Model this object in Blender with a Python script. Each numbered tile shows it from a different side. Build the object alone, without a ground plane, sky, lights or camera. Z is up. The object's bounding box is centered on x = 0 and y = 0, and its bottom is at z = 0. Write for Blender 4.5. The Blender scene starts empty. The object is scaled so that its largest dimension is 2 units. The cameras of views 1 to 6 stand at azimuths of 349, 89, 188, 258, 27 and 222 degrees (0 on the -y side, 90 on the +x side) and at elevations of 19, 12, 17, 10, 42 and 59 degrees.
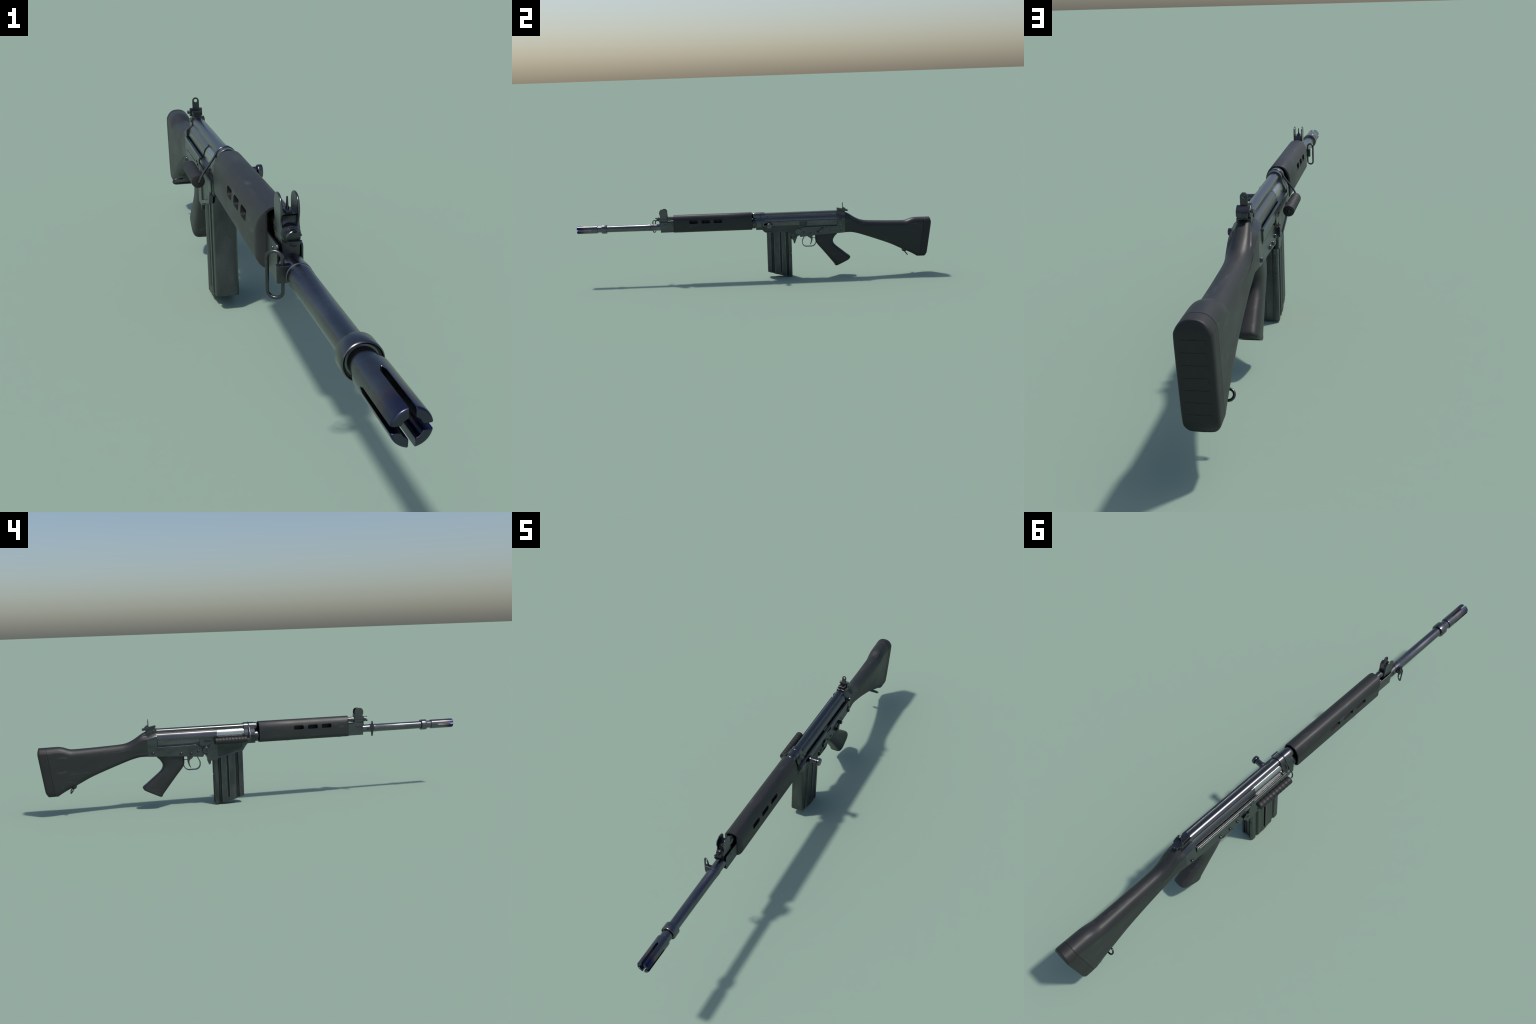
import bpy, bmesh, math
import numpy as np
from mathutils import Vector, Matrix

# ------------------------------------------------------------------ frame
CX = -0.0071            # centre plane of the rifle (muzzle towards -y)
BORE_Z = 0.3088         # barrel axis height
GAS_Z = 0.3565          # gas tube axis height

# ------------------------------------------------------------------ materials
def new_mat(name):
    m = bpy.data.materials.new(name)
    m.use_nodes = True
    nt = m.node_tree
    nt.nodes.clear()
    out = nt.nodes.new("ShaderNodeOutputMaterial")
    b = nt.nodes.new("ShaderNodeBsdfPrincipled")
    nt.links.new(b.outputs[0], out.inputs[0])
    return m, nt, b

def noise(nt, scale, detail=4.0, rough=0.55, stretch=(1, 1, 1)):
    tc = nt.nodes.new("ShaderNodeTexCoord")
    mp = nt.nodes.new("ShaderNodeMapping")
    mp.inputs["Scale"].default_value = stretch
    n = nt.nodes.new("ShaderNodeTexNoise")
    n.inputs["Scale"].default_value = scale
    n.inputs["Detail"].default_value = detail
    n.inputs["Roughness"].default_value = rough
    nt.links.new(tc.outputs["Object"], mp.inputs[0])
    nt.links.new(mp.outputs[0], n.inputs["Vector"])
    return n

def ramp(nt, src, stops):
    r = nt.nodes.new("ShaderNodeValToRGB")
    el = r.color_ramp.elements
    while len(el) < len(stops):
        el.new(0.5)
    for e, (p, c) in zip(el, stops):
        e.position = p
        e.color = (*c, 1)
    nt.links.new(src, r.inputs[0])
    return r

def mix(nt, fac, a, b, mode="MIX"):
    n = nt.nodes.new("ShaderNodeMix")
    n.data_type = "RGBA"
    n.blend_type = mode
    for sock, v in ((n.inputs[0], fac), (n.inputs[6], a), (n.inputs[7], b)):
        if hasattr(v, "links"):
            nt.links.new(v, sock)
        elif isinstance(v, tuple):
            sock.default_value = (*v, 1)
        else:
            sock.default_value = v
    return n.outputs[2]

def metal_mat(name, dark, light, rough=(0.22, 0.36), metallic=1.0,
              scale=28, stretch=(1, 0.35, 1)):
    m, nt, b = new_mat(name)
    n = noise(nt, scale, 5, 0.6, stretch)
    c = ramp(nt, n.outputs[0], [(0.3, dark), (0.7, light)]).outputs[0]
    fine = noise(nt, 170, 4, 0.65)
    c = mix(nt, 0.28, c, ramp(nt, fine.outputs[0], [(0.3, (0.72, 0.72, 0.72)), (0.7, (1.2, 1.2, 1.2))]).outputs[0], "MULTIPLY")
    nt.links.new(c, b.inputs["Base Color"])
    b.inputs["Metallic"].default_value = metallic
    rr = ramp(nt, n.outputs[0], [(0.3, (rough[0],) * 3), (0.7, (rough[1],) * 3)])
    nt.links.new(rr.outputs[0], b.inputs["Roughness"])
    return m, nt, b, c

STEEL = metal_mat("blued_steel", (0.105, 0.108, 0.115), (0.145, 0.148, 0.155), rough=(0.22, 0.32))[0]
COVER = metal_mat("polished_cover_steel", (0.115, 0.117, 0.124), (0.150, 0.152, 0.160), rough=(0.21, 0.30), stretch=(1, 0.15, 1))[0]
PARK = metal_mat("parkerised_steel", (0.074, 0.081, 0.086), (0.124, 0.131, 0.136), rough=(0.30, 0.42))[0]
PARKL = metal_mat("lit_parkerised_steel", (0.095, 0.103, 0.108), (0.154, 0.163, 0.168), rough=(0.30, 0.42))[0]  # lighter copy for raised parts: highlights and edge wear put into the colour
PARKD = metal_mat("shaded_parkerised_steel", (0.050, 0.058, 0.060), (0.080, 0.089, 0.091), rough=(0.32, 0.44))[0]  # darker copy for recessed surfaces: their shade put into the colour
MAGL = metal_mat("lit_magazine_steel", (0.095, 0.108, 0.108), (0.160, 0.176, 0.172), rough=(0.32, 0.44), scale=60, stretch=(1, 1, 0.5))[0]  # lighter copy for the ridges: highlights and scuffed edges put into the colour
MAGD = metal_mat("shaded_magazine_steel", (0.030, 0.034, 0.035), (0.055, 0.060, 0.060), rough=(0.40, 0.52), scale=24, stretch=(1, 1, 0.4))[0]  # dark copy for the grooves: crevice shade put into the colour
MAGM = metal_mat("magazine_steel", (0.062, 0.068, 0.071), (0.122, 0.129, 0.132), rough=(0.34, 0.48), scale=24, stretch=(1, 1, 0.4))[0]
BRIGHT = metal_mat("bare_bolt_steel", (0.42, 0.43, 0.42), (0.50, 0.51, 0.50), rough=(0.22, 0.32))[0]
DARKM = metal_mat("dark_fittings", (0.068, 0.072, 0.077), (0.105, 0.109, 0.114), rough=(0.26, 0.38))[0]

def barrel_mat():
    m, nt, b, c = metal_mat("heat_blued_barrel", (0.125, 0.127, 0.137), (0.175, 0.177, 0.187), rough=(0.21, 0.31))
    tc = nt.nodes.new("ShaderNodeTexCoord")
    sx = nt.nodes.new("ShaderNodeSeparateXYZ")
    nt.links.new(tc.outputs["Object"], sx.inputs[0])
    n = noise(nt, 60, 3)
    add = nt.nodes.new("ShaderNodeMath"); add.operation = "MULTIPLY_ADD"
    nt.links.new(n.outputs[0], add.inputs[0]); add.inputs[1].default_value = 0.03
    nt.links.new(sx.outputs["Y"], add.inputs[2])
    mr = nt.nodes.new("ShaderNodeMapRange")
    mr.inputs["From Min"].default_value = -0.985
    mr.inputs["From Max"].default_value = -0.915
    nt.links.new(add.outputs[0], mr.inputs["Value"])
    tint = ramp(nt, mr.outputs[0], [(0.0, (0.026, 0.032, 0.098)), (0.28, (0.034, 0.036, 0.098)), (0.46, (0.095, 0.066, 0.092)),
                                    (0.62, (0.145, 0.118, 0.115)), (1.0, (0.14, 0.14, 0.147))])
    mk = ramp(nt, mr.outputs[0], [(0.7, (1, 1, 1)), (1.0, (0, 0, 0))])
    patch = ramp(nt, noise(nt, 38, 1, 0.4, (1, 0.2, 1)).outputs[0], [(0.30, (0.65,) * 3), (0.48, (1, 1, 1))])
    face = nt.nodes.new("ShaderNodeMath"); face.operation = "GREATER_THAN"
    nt.links.new(sx.outputs["Y"], face.inputs[0]); face.inputs[1].default_value = -0.9993
    mm = nt.nodes.new("ShaderNodeMath"); mm.operation = "MULTIPLY"
    nt.links.new(mk.outputs[0], mm.inputs[0]); nt.links.new(patch.outputs[0], mm.inputs[1])
    m2 = nt.nodes.new("ShaderNodeMath"); m2.operation = "MULTIPLY"
    nt.links.new(mm.outputs[0], m2.inputs[0]); nt.links.new(face.outputs[0], m2.inputs[1])
    faced = mix(nt, face.outputs[0], (0.072, 0.076, 0.100), c)
    nt.links.new(mix(nt, m2.outputs[0], faced, tint.outputs[0]), b.inputs["Base Color"])
    return m
BARREL = barrel_mat()

def plastic_mat(name, dark, light, rough=(0.42, 0.55), scratches=True):
    m, nt, b = new_mat(name)
    n = noise(nt, 16, 6, 0.6, (1, 0.4, 1))
    c = ramp(nt, n.outputs[0], [(0.3, dark), (0.7, light)]).outputs[0]
    if scratches:
        s = noise(nt, 34, 8, 0.7, (1, 0.3, 1.6))
        mk = ramp(nt, s.outputs[0], [(0.58, (0, 0, 0)), (0.68, (0.6, 0.6, 0.6))])
        c = mix(nt, mk.outputs[0], c, tuple(v * 3.0 for v in light))
        sp = noise(nt, 75, 2, 0.5)
        mk2 = ramp(nt, sp.outputs[0], [(0.24, (0.8, 0.8, 0.8)), (0.29, (0, 0, 0))])
        c = mix(nt, mk2.outputs[0], c, (0.012, 0.012, 0.012))
    nt.links.new(c, b.inputs["Base Color"])
    rr = ramp(nt, n.outputs[0], [(0.3, (rough[0],) * 3), (0.7, (rough[1],) * 3)])
    nt.links.new(rr.outputs[0], b.inputs["Roughness"])
    b.inputs["Specular IOR Level"].default_value = 0.5
    f = noise(nt, 420, 3)
    bp = nt.nodes.new("ShaderNodeBump")
    bp.inputs["Strength"].default_value = 0.12
    bp.inputs["Distance"].default_value = 0.0008
    nt.links.new(f.outputs[0], bp.inputs["Height"])
    nt.links.new(bp.outputs[0], b.inputs["Normal"])
    return m
PLASTIC = plastic_mat("black_polymer", (0.0138, 0.0150, 0.0156), (0.0190, 0.0203, 0.0206))
RUBBER = plastic_mat("black_rubber", (0.0110, 0.0112, 0.0115), (0.0150, 0.0150, 0.0150), (0.5, 0.62), False)

def paint_mat(name, col):
    m, nt, b = new_mat(name)
    n = noise(nt, 300, 3)
    nt.links.new(ramp(nt, n.outputs[0], [(0.3, tuple(v * .6 for v in col)), (0.7, col)]).outputs[0], b.inputs["Base Color"])
    b.inputs["Roughness"].default_value = 0.6
    return m
RED = paint_mat("worn_red_paint", (0.11, 0.022, 0.02))
INK = paint_mat("engraved_black", (0.02, 0.02, 0.02))

# ------------------------------------------------------------------ builders
root = bpy.data.objects.new("battle_rifle", None)
root.empty_display_size = 0.1
bpy.context.collection.objects.link(root)
root["label"] = "long black battle rifle with box magazine and solid stock"
root["category"] = "rifle"

def add(name, verts, faces, mat, parent=None, bevel=0.0, seg=2, sharp=38, mods=None):
    me = bpy.data.meshes.new(name)
    me.from_pydata([tuple(v) for v in verts], [], faces)
    bm = bmesh.new(); bm.from_mesh(me)
    bmesh.ops.remove_doubles(bm, verts=bm.verts, dist=1e-6)
    bmesh.ops.recalc_face_normals(bm, faces=bm.faces)
    bm.to_mesh(me); bm.free()
    ob = bpy.data.objects.new(name, me)
    bpy.context.collection.objects.link(ob)
    ob.parent = parent or root
    me.materials.append(mat)
    ob["_bevel"] = bevel; ob["_seg"] = seg; ob["_sharp"] = sharp
    return ob

def bake(ob):
    dg = bpy.context.evaluated_depsgraph_get()
    dg.update()
    me = bpy.data.meshes.new_from_object(ob.evaluated_get(dg))
    old = ob.data
    ob.modifiers.clear()
    ob.data = me
    me.name = ob.name
    if old.users == 0:
        bpy.data.meshes.remove(old)

def cut(ob, *cutters):
    for c in cutters:
        md = ob.modifiers.new("cut", "BOOLEAN")
        md.operation = "DIFFERENCE"; md.solver = "EXACT"; md.object = c
    bake(ob)
    for c in cutters:
        bpy.data.objects.remove(c, do_unlink=True)

def finish(ob):
    if ob.type != "MESH":
        return
    bev, seg, sharp = ob.get("_bevel", 0), ob.get("_seg", 2), ob.get("_sharp", 38)
    if bev:
        md = ob.modifiers.new("bevel", "BEVEL")
        md.width = bev; md.segments = int(seg); md.limit_method = "ANGLE"
        md.angle_limit = math.radians(28); md.use_clamp_overlap = True
        md.miter_outer = "MITER_ARC"
        bake(ob)
    me = ob.data
    me.polygons.foreach_set("use_smooth", [True] * len(me.polygons))
    me.set_sharp_from_angle(angle=math.radians(sharp))
    for k in ("_bevel", "_seg", "_sharp"):
        if k in ob: del ob[k]
    if bev:
        w = ob.modifiers.new("wn", "WEIGHTED_NORMAL"); w.keep_sharp = True; w.weight = 60
        bake(ob)

def prism_x(name, poly, x0, x1, mat, parent=None, bevel=0.0015, seg=2, **k):
    """profile in (y, z) extruded along x"""
    n = len(poly)
    v = [(x0, y, z) for y, z in poly] + [(x1, y, z) for y, z in poly]
    f = [tuple(range(n)), tuple(range(2 * n - 1, n - 1, -1))]
    f += [(i, (i + 1) % n, n + (i + 1) % n, n + i) for i in range(n)]
    return add(name, v, f, mat, parent, bevel, seg, **k)

def loft(name, rings, mat, parent=None, caps=True, closed=False, **k):
    n = len(rings[0]); v = []; f = []
    for r in rings: v += [tuple(p) for p in r]
    m = len(rings)
    for j in range(m if closed else m - 1):
        a, b = j * n, ((j + 1) % m) * n
        f += [(a + i, a + (i + 1) % n, b + (i + 1) % n, b + i) for i in range(n)]
    if caps and not closed:
        f += [tuple(range(n - 1, -1, -1)), tuple(range((m - 1) * n, m * n))]
    return add(name, v, f, mat, parent, **k)

def mirror(half):
    """half outline [(dx, z)] from top centre to bottom centre -> closed outline"""
    full = [(d, z) for d, z in half]
    full += [(-d, z) for d, z in reversed(half) if d > 1e-9]
    return full

def loft_y(name, stations, mat, parent=None, cx=CX, **k):
    """stations: [(y, closed xz outline)]"""
    rings = [[(cx + d, y, z) for d, z in o] for y, o in stations]
    return loft(name, rings, mat, parent, **k)

def revolve(name, prof, mat, origin=(CX, 0, BORE_Z), axis="y", n=40, parent=None, caps=True, closed=False, **k):
    """prof [(axial, radius)] spun about an axis through origin"""
    rings = []
    for a, r in prof:
        ring = []
        for i in range(n):
            t = 2 * math.pi * i / n
            c, s = r * math.cos(t), r * math.sin(t)
            if axis == "y": p = (origin[0] + c, origin[1] + a, origin[2] + s)
            elif axis == "x": p = (origin[0] + a, origin[1] + c, origin[2] + s)
            else: p = (origin[0] + c, origin[1] + s, origin[2] + a)
            ring.append(p)
        rings.append(ring)
    return loft(name, rings, mat, parent, caps=caps, closed=closed, **k)

def catmull(pts, per=8, closed=False):
    P = np.array(pts, float); n = len(P); out = []
    rng = range(n) if closed else range(n - 1)
    for i in rng:
        if closed:
            p0, p1, p2, p3 = P[i - 1], P[i], P[(i + 1) % n], P[(i + 2) % n]
        else:
            p1, p2 = P[i], P[i + 1]
            p0 = P[i - 1] if i else 2 * p1 - p2
            p3 = P[i + 2] if i + 2 < n else 2 * p2 - p1
        for j in range(per):
            t = j / per
            out.append(.5 * (2 * p1 + (p2 - p0) * t + (2 * p0 - 5 * p1 + 4 * p2 - p3) * t * t + (3 * p1 - p0 - 3 * p2 + p3) * t ** 3))
    if not closed: out.append(P[-1])
    return np.array(out)

def wire(name, pts, r, mat, parent=None, closed=False, smooth=6, n=12, flat=None):
    path = catmull(pts, smooth, closed) if smooth else np.array(pts, float)
    m = len(path); rings = []
    up = None
    for i in range(m):
        a = path[i - 1] if (i or closed) else path[i]
        b = path[(i + 1) % m] if (i < m - 1 or closed) else path[i]
        t = Vector(b - a).normalized()
        if up is None:
            up = t.orthogonal().normalized()
            if flat: up = Vector(flat[0])
        up = (up - t * up.dot(t)).normalized()
        sd = t.cross(up)
        ru, rs = (flat[1], flat[2]) if flat else (r, r)
        if flat:
            k = [(1, 1), (-1, 1), (-1, -1), (1, -1)]
            rings.append([Vector(path[i]) + up * ru * p + sd * rs * q for p, q in k])
        else:
            rings.append([Vector(path[i]) + up * ru * math.cos(2 * math.pi * j / n) + sd * rs * math.sin(2 * math.pi * j / n) for j in range(n)])
    return loft(name, rings, mat, parent, closed=closed)

def arc(c, r, a0, a1, n):
    return [(c[0] + r * math.cos(math.radians(a0 + (a1 - a0) * i / (n - 1))),
             c[1] + r * math.sin(math.radians(a0 + (a1 - a0) * i / (n - 1)))) for i in range(n)]

def interp(table, t):
    T = np.array(table, float)
    return np.array([np.interp(t, T[:, 0], T[:, i]) for i in range(1, T.shape[1])])

def smooth_table(table, per=8):
    return catmull(table, per)

def dome(name, y, z, side, r, h, mat, parent, base=0.031, axis_n=20, flat=0.35):
    s = 1 if side > 0 else -1
    prof = [(-0.006, r), (h * flat, r), (h * (flat + .35), r * .88), (h * .93, r * .6), (h, r * .25)]
    return revolve(name, [(s * a, rr) for a, rr in prof], mat, (CX + s * base, y, z), "x", axis_n, parent)

# ------------------------------------------------------------------ muzzle brake
brake_prof = [(-1.000, 0.0112), (-1.000, 0.0188), (-0.9988, 0.0208), (-0.9965, 0.0216), (-0.8875, 0.0218), (-0.8850, 0.0206),
              (-0.8850, 0.0150), (-0.905, 0.0112)]
brake = revolve("flash_hider", brake_prof, BARREL, n=48, caps=False, closed=True)
brake["_bevel"] = 0.0
cutters = []
for k in range(4):
    a = math.radians(90 * k)
    w, y0, y1, tip = 0.0035, -1.01, -0.9205, -0.913
    prof = [(y0, -w), (y1, -w), (tip, -w * .25), (tip, w * .25), (y1, w), (y0, w)]
    v = []
    for rad in (0.006, 0.03):
        for y, s in prof:
            v.append((CX + rad * math.cos(a) - s * math.sin(a), y, BORE_Z + rad * math.sin(a) + s * math.cos(a)))
    n = len(prof)
    f = [tuple(range(n)), tuple(range(2 * n - 1, n - 1, -1))] + [(i, (i + 1) % n, n + (i + 1) % n, n + i) for i in range(n)]
    cutters.append(add("slot_cutter", v, f, BARREL))
cut(brake, *cutters)
brake["_bevel"] = 0.0007; brake["_seg"] = 1

# ------------------------------------------------------------------ barrel
barrel = revolve("barrel", [(-0.912, 0.0105), (-0.905, 0.0155), (-0.8835, 0.0179), (-0.832, 0.0178), (-0.715, 0.0181), (-0.5985, 0.0185),
                            (-0.5970, 0.0190), (-0.5845, 0.0190), (-0.5835, 0.0182), (-0.5825, 0.0182), (-0.5815, 0.0196), (-0.5675, 0.0196),
                            (-0.5660, 0.0184), (-0.535, 0.0184), (-0.40, 0.0180), (-0.02, 0.0195)], BARREL, n=44, sharp=25)
revolve("barrel_collar", [(-0.8570, 0.0165), (-0.8560, 0.0200), (-0.8570, 0.0222), (-0.8605, 0.0234), (-0.8595, 0.0246), (-0.8580, 0.0250),
                          (-0.8345, 0.0250), (-0.8325, 0.0243), (-0.8320, 0.0165)], BARREL, parent=barrel, n=44, sharp=40)
revolve("barrel_shoulder", [(-0.020, 0.019), (-0.018, 0.0255), (-0.014, 0.0268), (0.0045, 0.0268), (0.0050, 0.0250), (0.0080, 0.0250), (0.02, 0.0250)],
        DARKM, parent=barrel, n=44, sharp=25)

# ------------------------------------------------------------------ front sling swivel
swivel = prism_x("sling_swivel_lug", [(-0.581, .2995), (-0.581, .3255), (-0.568, .3255), (-0.568, .2995)], -0.0390, CX - 0.010, DARKM, bevel=0.002)
loop = []
ax, ay = 0.0098, -0.0062
cxl, cyl = -0.0393, -0.5685
top_z, bot_z = 0.3440, 0.2752
R = 0.0098
for half_turn, zc, up in ((0, top_z - R, 1), (1, bot_z + R, -1)):
    for i in range(13):
        t = math.pi * i / 12
        u = math.cos(t) * (1 if up > 0 else -1)
        loop.append((cxl + ax * u, cyl + ay * u, zc + up * R * math.sin(t)))
wire("sling_loop", loop, 0.0028, DARKM, swivel, closed=True, smooth=0)

# ------------------------------------------------------------------ front sight and gas block
FS = root
fs_prof = [(-0.5335, 0.3460), (-0.5345, 0.3560), (-0.5300, 0.3660), (-0.5285, 0.3740), (-0.5315, 0.3830), (-0.5322, 0.3910), (-0.5305, 0.3990), (-0.5260, 0.4062), (-0.5185, 0.4105), (-0.5090, 0.4120),
           (-0.4995, 0.4105), (-0.4925, 0.4062), (-0.4888, 0.3990), (-0.4878, 0.3910), (-0.4885, 0.3800), (-0.4895, 0.3720), (-0.4890, 0.3620), (-0.4870, 0.3560), (-0.4870, 0.3460)]
fs_prof = [tuple(float(q) for q in p) for p in catmull(fs_prof, 3)]
block = loft_y("front_sight_block", [(y, mirror([(0, zt), (0.0105, zt), (0.0118, zt - .002), (0.0122, 0.352), (0.0135, 0.346), (0.0125, 0.325), (0.010, 0.312), (0, 0.310)]))
               for y, zt in ((-0.5335, 0.356), (-0.5300, 0.362), (-0.5245, 0.368), (-0.5225, 0.374), (-0.5235, 0.380), (-0.5285, 0.3835), (-0.4885, 0.3835), (-0.4865, 0.381))],
               DARKM, sharp=45)
for s in (-1, 1):
    ear = prism_x("sight_ear", fs_prof, CX + s * 0.0108, CX + s * 0.0144, STEEL, block, bevel=0.0016, seg=3)
revolve("gas_block_collar", [(-0.5385, 0.0110), (-0.5375, 0.0132), (-0.5345, 0.0146), (-0.4885, 0.0150), (-0.4870, 0.0142), (-0.4866, 0.0110)], DARKM, (CX, 0, GAS_Z - .0010), n=36, parent=block, sharp=35)
prism_x("sight_post_seat", [(-0.522, 0.380), (-0.522, 0.3875), (-0.504, 0.3875), (-0.504, 0.380)], CX - 0.0048, CX + 0.0048, DARKM, block, bevel=0.001)
revolve("sight_post", [(0.38, 0.0030), (0.3905, 0.0026), (0.392, 0.0019), (0.4055, 0.0014), (0.4062, 0.0008)], DARKM, (CX, -0.512, 0), "z", 14, block)
# gas cylinder with plug
revolve("gas_tube", [(-0.5345, 0.0125), (-0.487, 0.0125), (-0.4865, 0.0118), (-0.4785, 0.0118), (-0.4780, 0.0126), (-0.4720, 0.0126), (-0.4715, 0.0115), (-0.02, 0.0115)],
        STEEL, (CX, 0, GAS_Z), n=36, parent=block, sharp=25)
plug = revolve("gas_plug", [(-0.5560, 0.0085), (-0.5555, 0.0108), (-0.5545, 0.0118), (-0.5500, 0.0118), (-0.5495, 0.0104), (-0.5405, 0.0104), (-0.5400, 0.0122), (-0.530, 0.0122)],
               DARKM, (CX, 0, GAS_Z - .0015), n=36, parent=block, sharp=30)
cut(plug, prism_x("plug_slot", [(-0.57, GAS_Z - .0055), (-0.57, GAS_Z + .0022), (-0.5485, GAS_Z + .0022), (-0.5485, GAS_Z - .0055)], CX - .02, CX + .02, DARKM, bevel=0),
    prism_x("plug_notch", [(-0.57, GAS_Z + .0075), (-0.57, GAS_Z + .02), (-0.5525, GAS_Z + .02), (-0.5525, GAS_Z + .0075)], CX - .003, CX + .003, DARKM, bevel=0))
plug["_bevel"] = 0.0008; plug["_seg"] = 1

# ------------------------------------------------------------------ handguard bracket (U-shaped sheet at the front)
br_prof = [(-0.5276, 0.2812), (-0.5276, 0.3345), (-0.5245, 0.3385), (-0.4500, 0.3385), (-0.4500, 0.2812)]
bracket = prism_x("handguard_bracket", [(-0.528, 0.2803), (-0.528, 0.2860), (-0.450, 0.2860), (-0.450, 0.2803)], CX - .0195, CX + .0195, PARK, bevel=0.0015)
for s in (-1, 1):
    prism_x("bracket_cheek", br_prof, CX + s * 0.0162, CX + s * 0.0198, PARK, bracket, bevel=0.0012)
    dome("bracket_rivet", -0.4975, 0.3255, s, 0.0042, 0.0022, DARKM, bracket, base=0.0195, axis_n=16)

# ------------------------------------------------------------------ handguard
def hg_outline(w, top, bot, wall=0.0, clamp=1.0):
    half = [(0.0, top), (w * .22, top - .0005), (w * .42, top - .0024), (w * .60, top - .0072), (w * .76, top - .0142), (w * .88, top - .0228),
            (w * .955, top - .0320), (w * .992, top - .0440), (w, top - .0600), (w * .985, bot + .0170), (w * .93, bot + .0105), (w * .80, bot + .0050), (w * .56, bot + .0006), (0, bot)]
    c = (0.0, (top + bot) / 2)
    pts = catmull(half, 3)
    h = []
    for d, z in pts:
        if wall:
            zc = c[1] + (z - c[1]) * (1 - wall / ((top - bot) / 2)); d = max(d * (1 - wall / w), 0)
            z = zc
        h.append((float(min(max(d, 0), clamp)), float(z)))
    h[0] = (0.0, h[0][1]); h[-1] = (0.0, h[-1][1])
    return mirror(h)
T, B, W = 0.3754, 0.2776, 0.0348
outer = [(-0.4535, hg_outline(W - .001, T - .001, B + .001, clamp=.0205)), (-0.4531, hg_outline(W, T, B, clamp=.0212)), (-0.4512, hg_outline(W, T, B, clamp=.0258)),
         (-0.4482, hg_outline(W, T, B, clamp=.0298)), (-0.4440, hg_outline(W, T, B, clamp=.0328)), (-0.4390, hg_outline(W, T, B, clamp=.0342)), (-0.4330, hg_outline(W, T, B)), (-0.30, hg_outline(W, T, B)), (-0.15, hg_outline(W, T, B)), (-0.0130, hg_outline(W, T, B)),
         (-0.0115, hg_outline(W - .0006, T - .0006, B + .0006)), (-0.0108, hg_outline(W - .0016, T - .0014, B + .0014))]
inner = [(-0.0108, hg_outline(W - .0045, T - .0045, B + .0045)), (-0.030, hg_outline(W - .0045, T - .0045, B + .0045)), (-0.036, hg_outline(W - .0115, T - .0055, B + .008)),
         (-0.4250, hg_outline(W - .0115, T - .0055, B + .008)), (-0.4300, hg_outline(W - .0045, T - .0035, B + .0045, clamp=.0175)), (-0.4535, hg_outline(W - .004, T - .0035, B + .0045, clamp=.0175))]
handguard = loft_y("handguard", outer + inner, PLASTIC, caps=False, closed=True, sharp=38)
vents = []
for yc in (-0.3393, -0.2712, -0.2025):
    r = 0.006; hy, hz = 0.0240, 0.0096
    p = []
    for sy, sz, a in ((1, 1, 0), (-1, 1, 90), (-1, -1, 180), (1, -1, 270)):
        p += arc((yc + sy * (hy - r), 0.3370 + sz * (hz - r)), r, a, a + 90, 5)
    vents.append(prism_x("vent_cutter", p, CX - .06, CX + .06, PLASTIC, bevel=0))
cut(handguard, *vents)
prism_x("vent_dark_backing", [(-0.40, 0.320), (-0.40, 0.350), (-0.08, 0.350), (-0.08, 0.320)], CX - .004, CX + .004, RUBBER, handguard, bevel=0)  # added dark partition that makes the vents read black inside
for yc in (-0.4105, -0.1535):
    revolve("handguard_screw", [(0, 0.0115), (-0.0022, 0.0112), (-0.0040, 0.009), (-0.0048, 0.004)], PLASTIC, (CX, yc, 0.2798), "z", 24, handguard)
# ------------------------------------------------------------------ upper receiver
up_prof = [(0.0103, 0.3160), (0.4670, 0.3160), (0.4670, 0.2905), (0.3000, 0.2932), (0.2840, 0.2895), (0.2720, 0.2800), (0.2640, 0.2660), (0.2570, 0.2440),
           (0.2480, 0.2350), (0.2415, 0.2330), (0.2395, 0.2240), (0.2105, 0.2240), (0.2095, 0.2350), (0.2045, 0.2470), (0.1930, 0.2570), (0.1780, 0.2605), (0.0690, 0.2605),
           (0.0600, 0.2645), (0.0475, 0.2778), (0.0103, 0.2785)]
receiver = prism_x("upper_receiver", up_prof, CX - 0.0325, CX + 0.0325, PARKD, bevel=0.0022, seg=2)
# recessed raceways on both flanks, slot for the charging handle
cut(receiver,
    prism_x("panel_cutter", [(0.2580, 0.2960), (0.2580, 0.3250), (0.2975, 0.3250), (0.2975, 0.2960)], CX + 0.0300, CX + 0.05, PARK, bevel=0),
    prism_x("panel_cutter", [(0.270, 0.3040), (0.270, 0.3095), (0.452, 0.3095), (0.452, 0.3040)], CX - 0.05, CX - 0.0318, PARK, bevel=0))
receiver["_bevel"] = 0.0013; receiver["_seg"] = 2
# rails: long ledges on which the dust cover slides
flank = prism_x("receiver_flank", [(0.2985, 0.2950), (0.2985, 0.3200), (0.4672, 0.3200), (0.4672, 0.2950)], CX + 0.0305, CX + 0.0368, PARKL, receiver, bevel=0)
cut(flank, prism_x("band_cutter", [(0.30, 0.3060), (0.30, 0.3100), (0.458, 0.3100), (0.458, 0.3060)], CX + 0.0363, CX + 0.05, PARK, bevel=0))
flank["_bevel"] = 0.001; flank["_seg"] = 2
prism_x("receiver_rail", [(0.0142, 0.3188), (0.0142, 0.3234), (0.4660, 0.3234), (0.4660, 0.3188)], CX + 0.0315, CX + 0.0398, STEEL, receiver, bevel=0.0011)
shoe = prism_x("rail_shoe", [(0.0140, 0.2930), (0.0140, 0.3190), (0.0425, 0.3190), (0.0425, 0.2930)], CX + 0.0300, CX + 0.0440, PARKL, receiver, bevel=0.0014)
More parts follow.
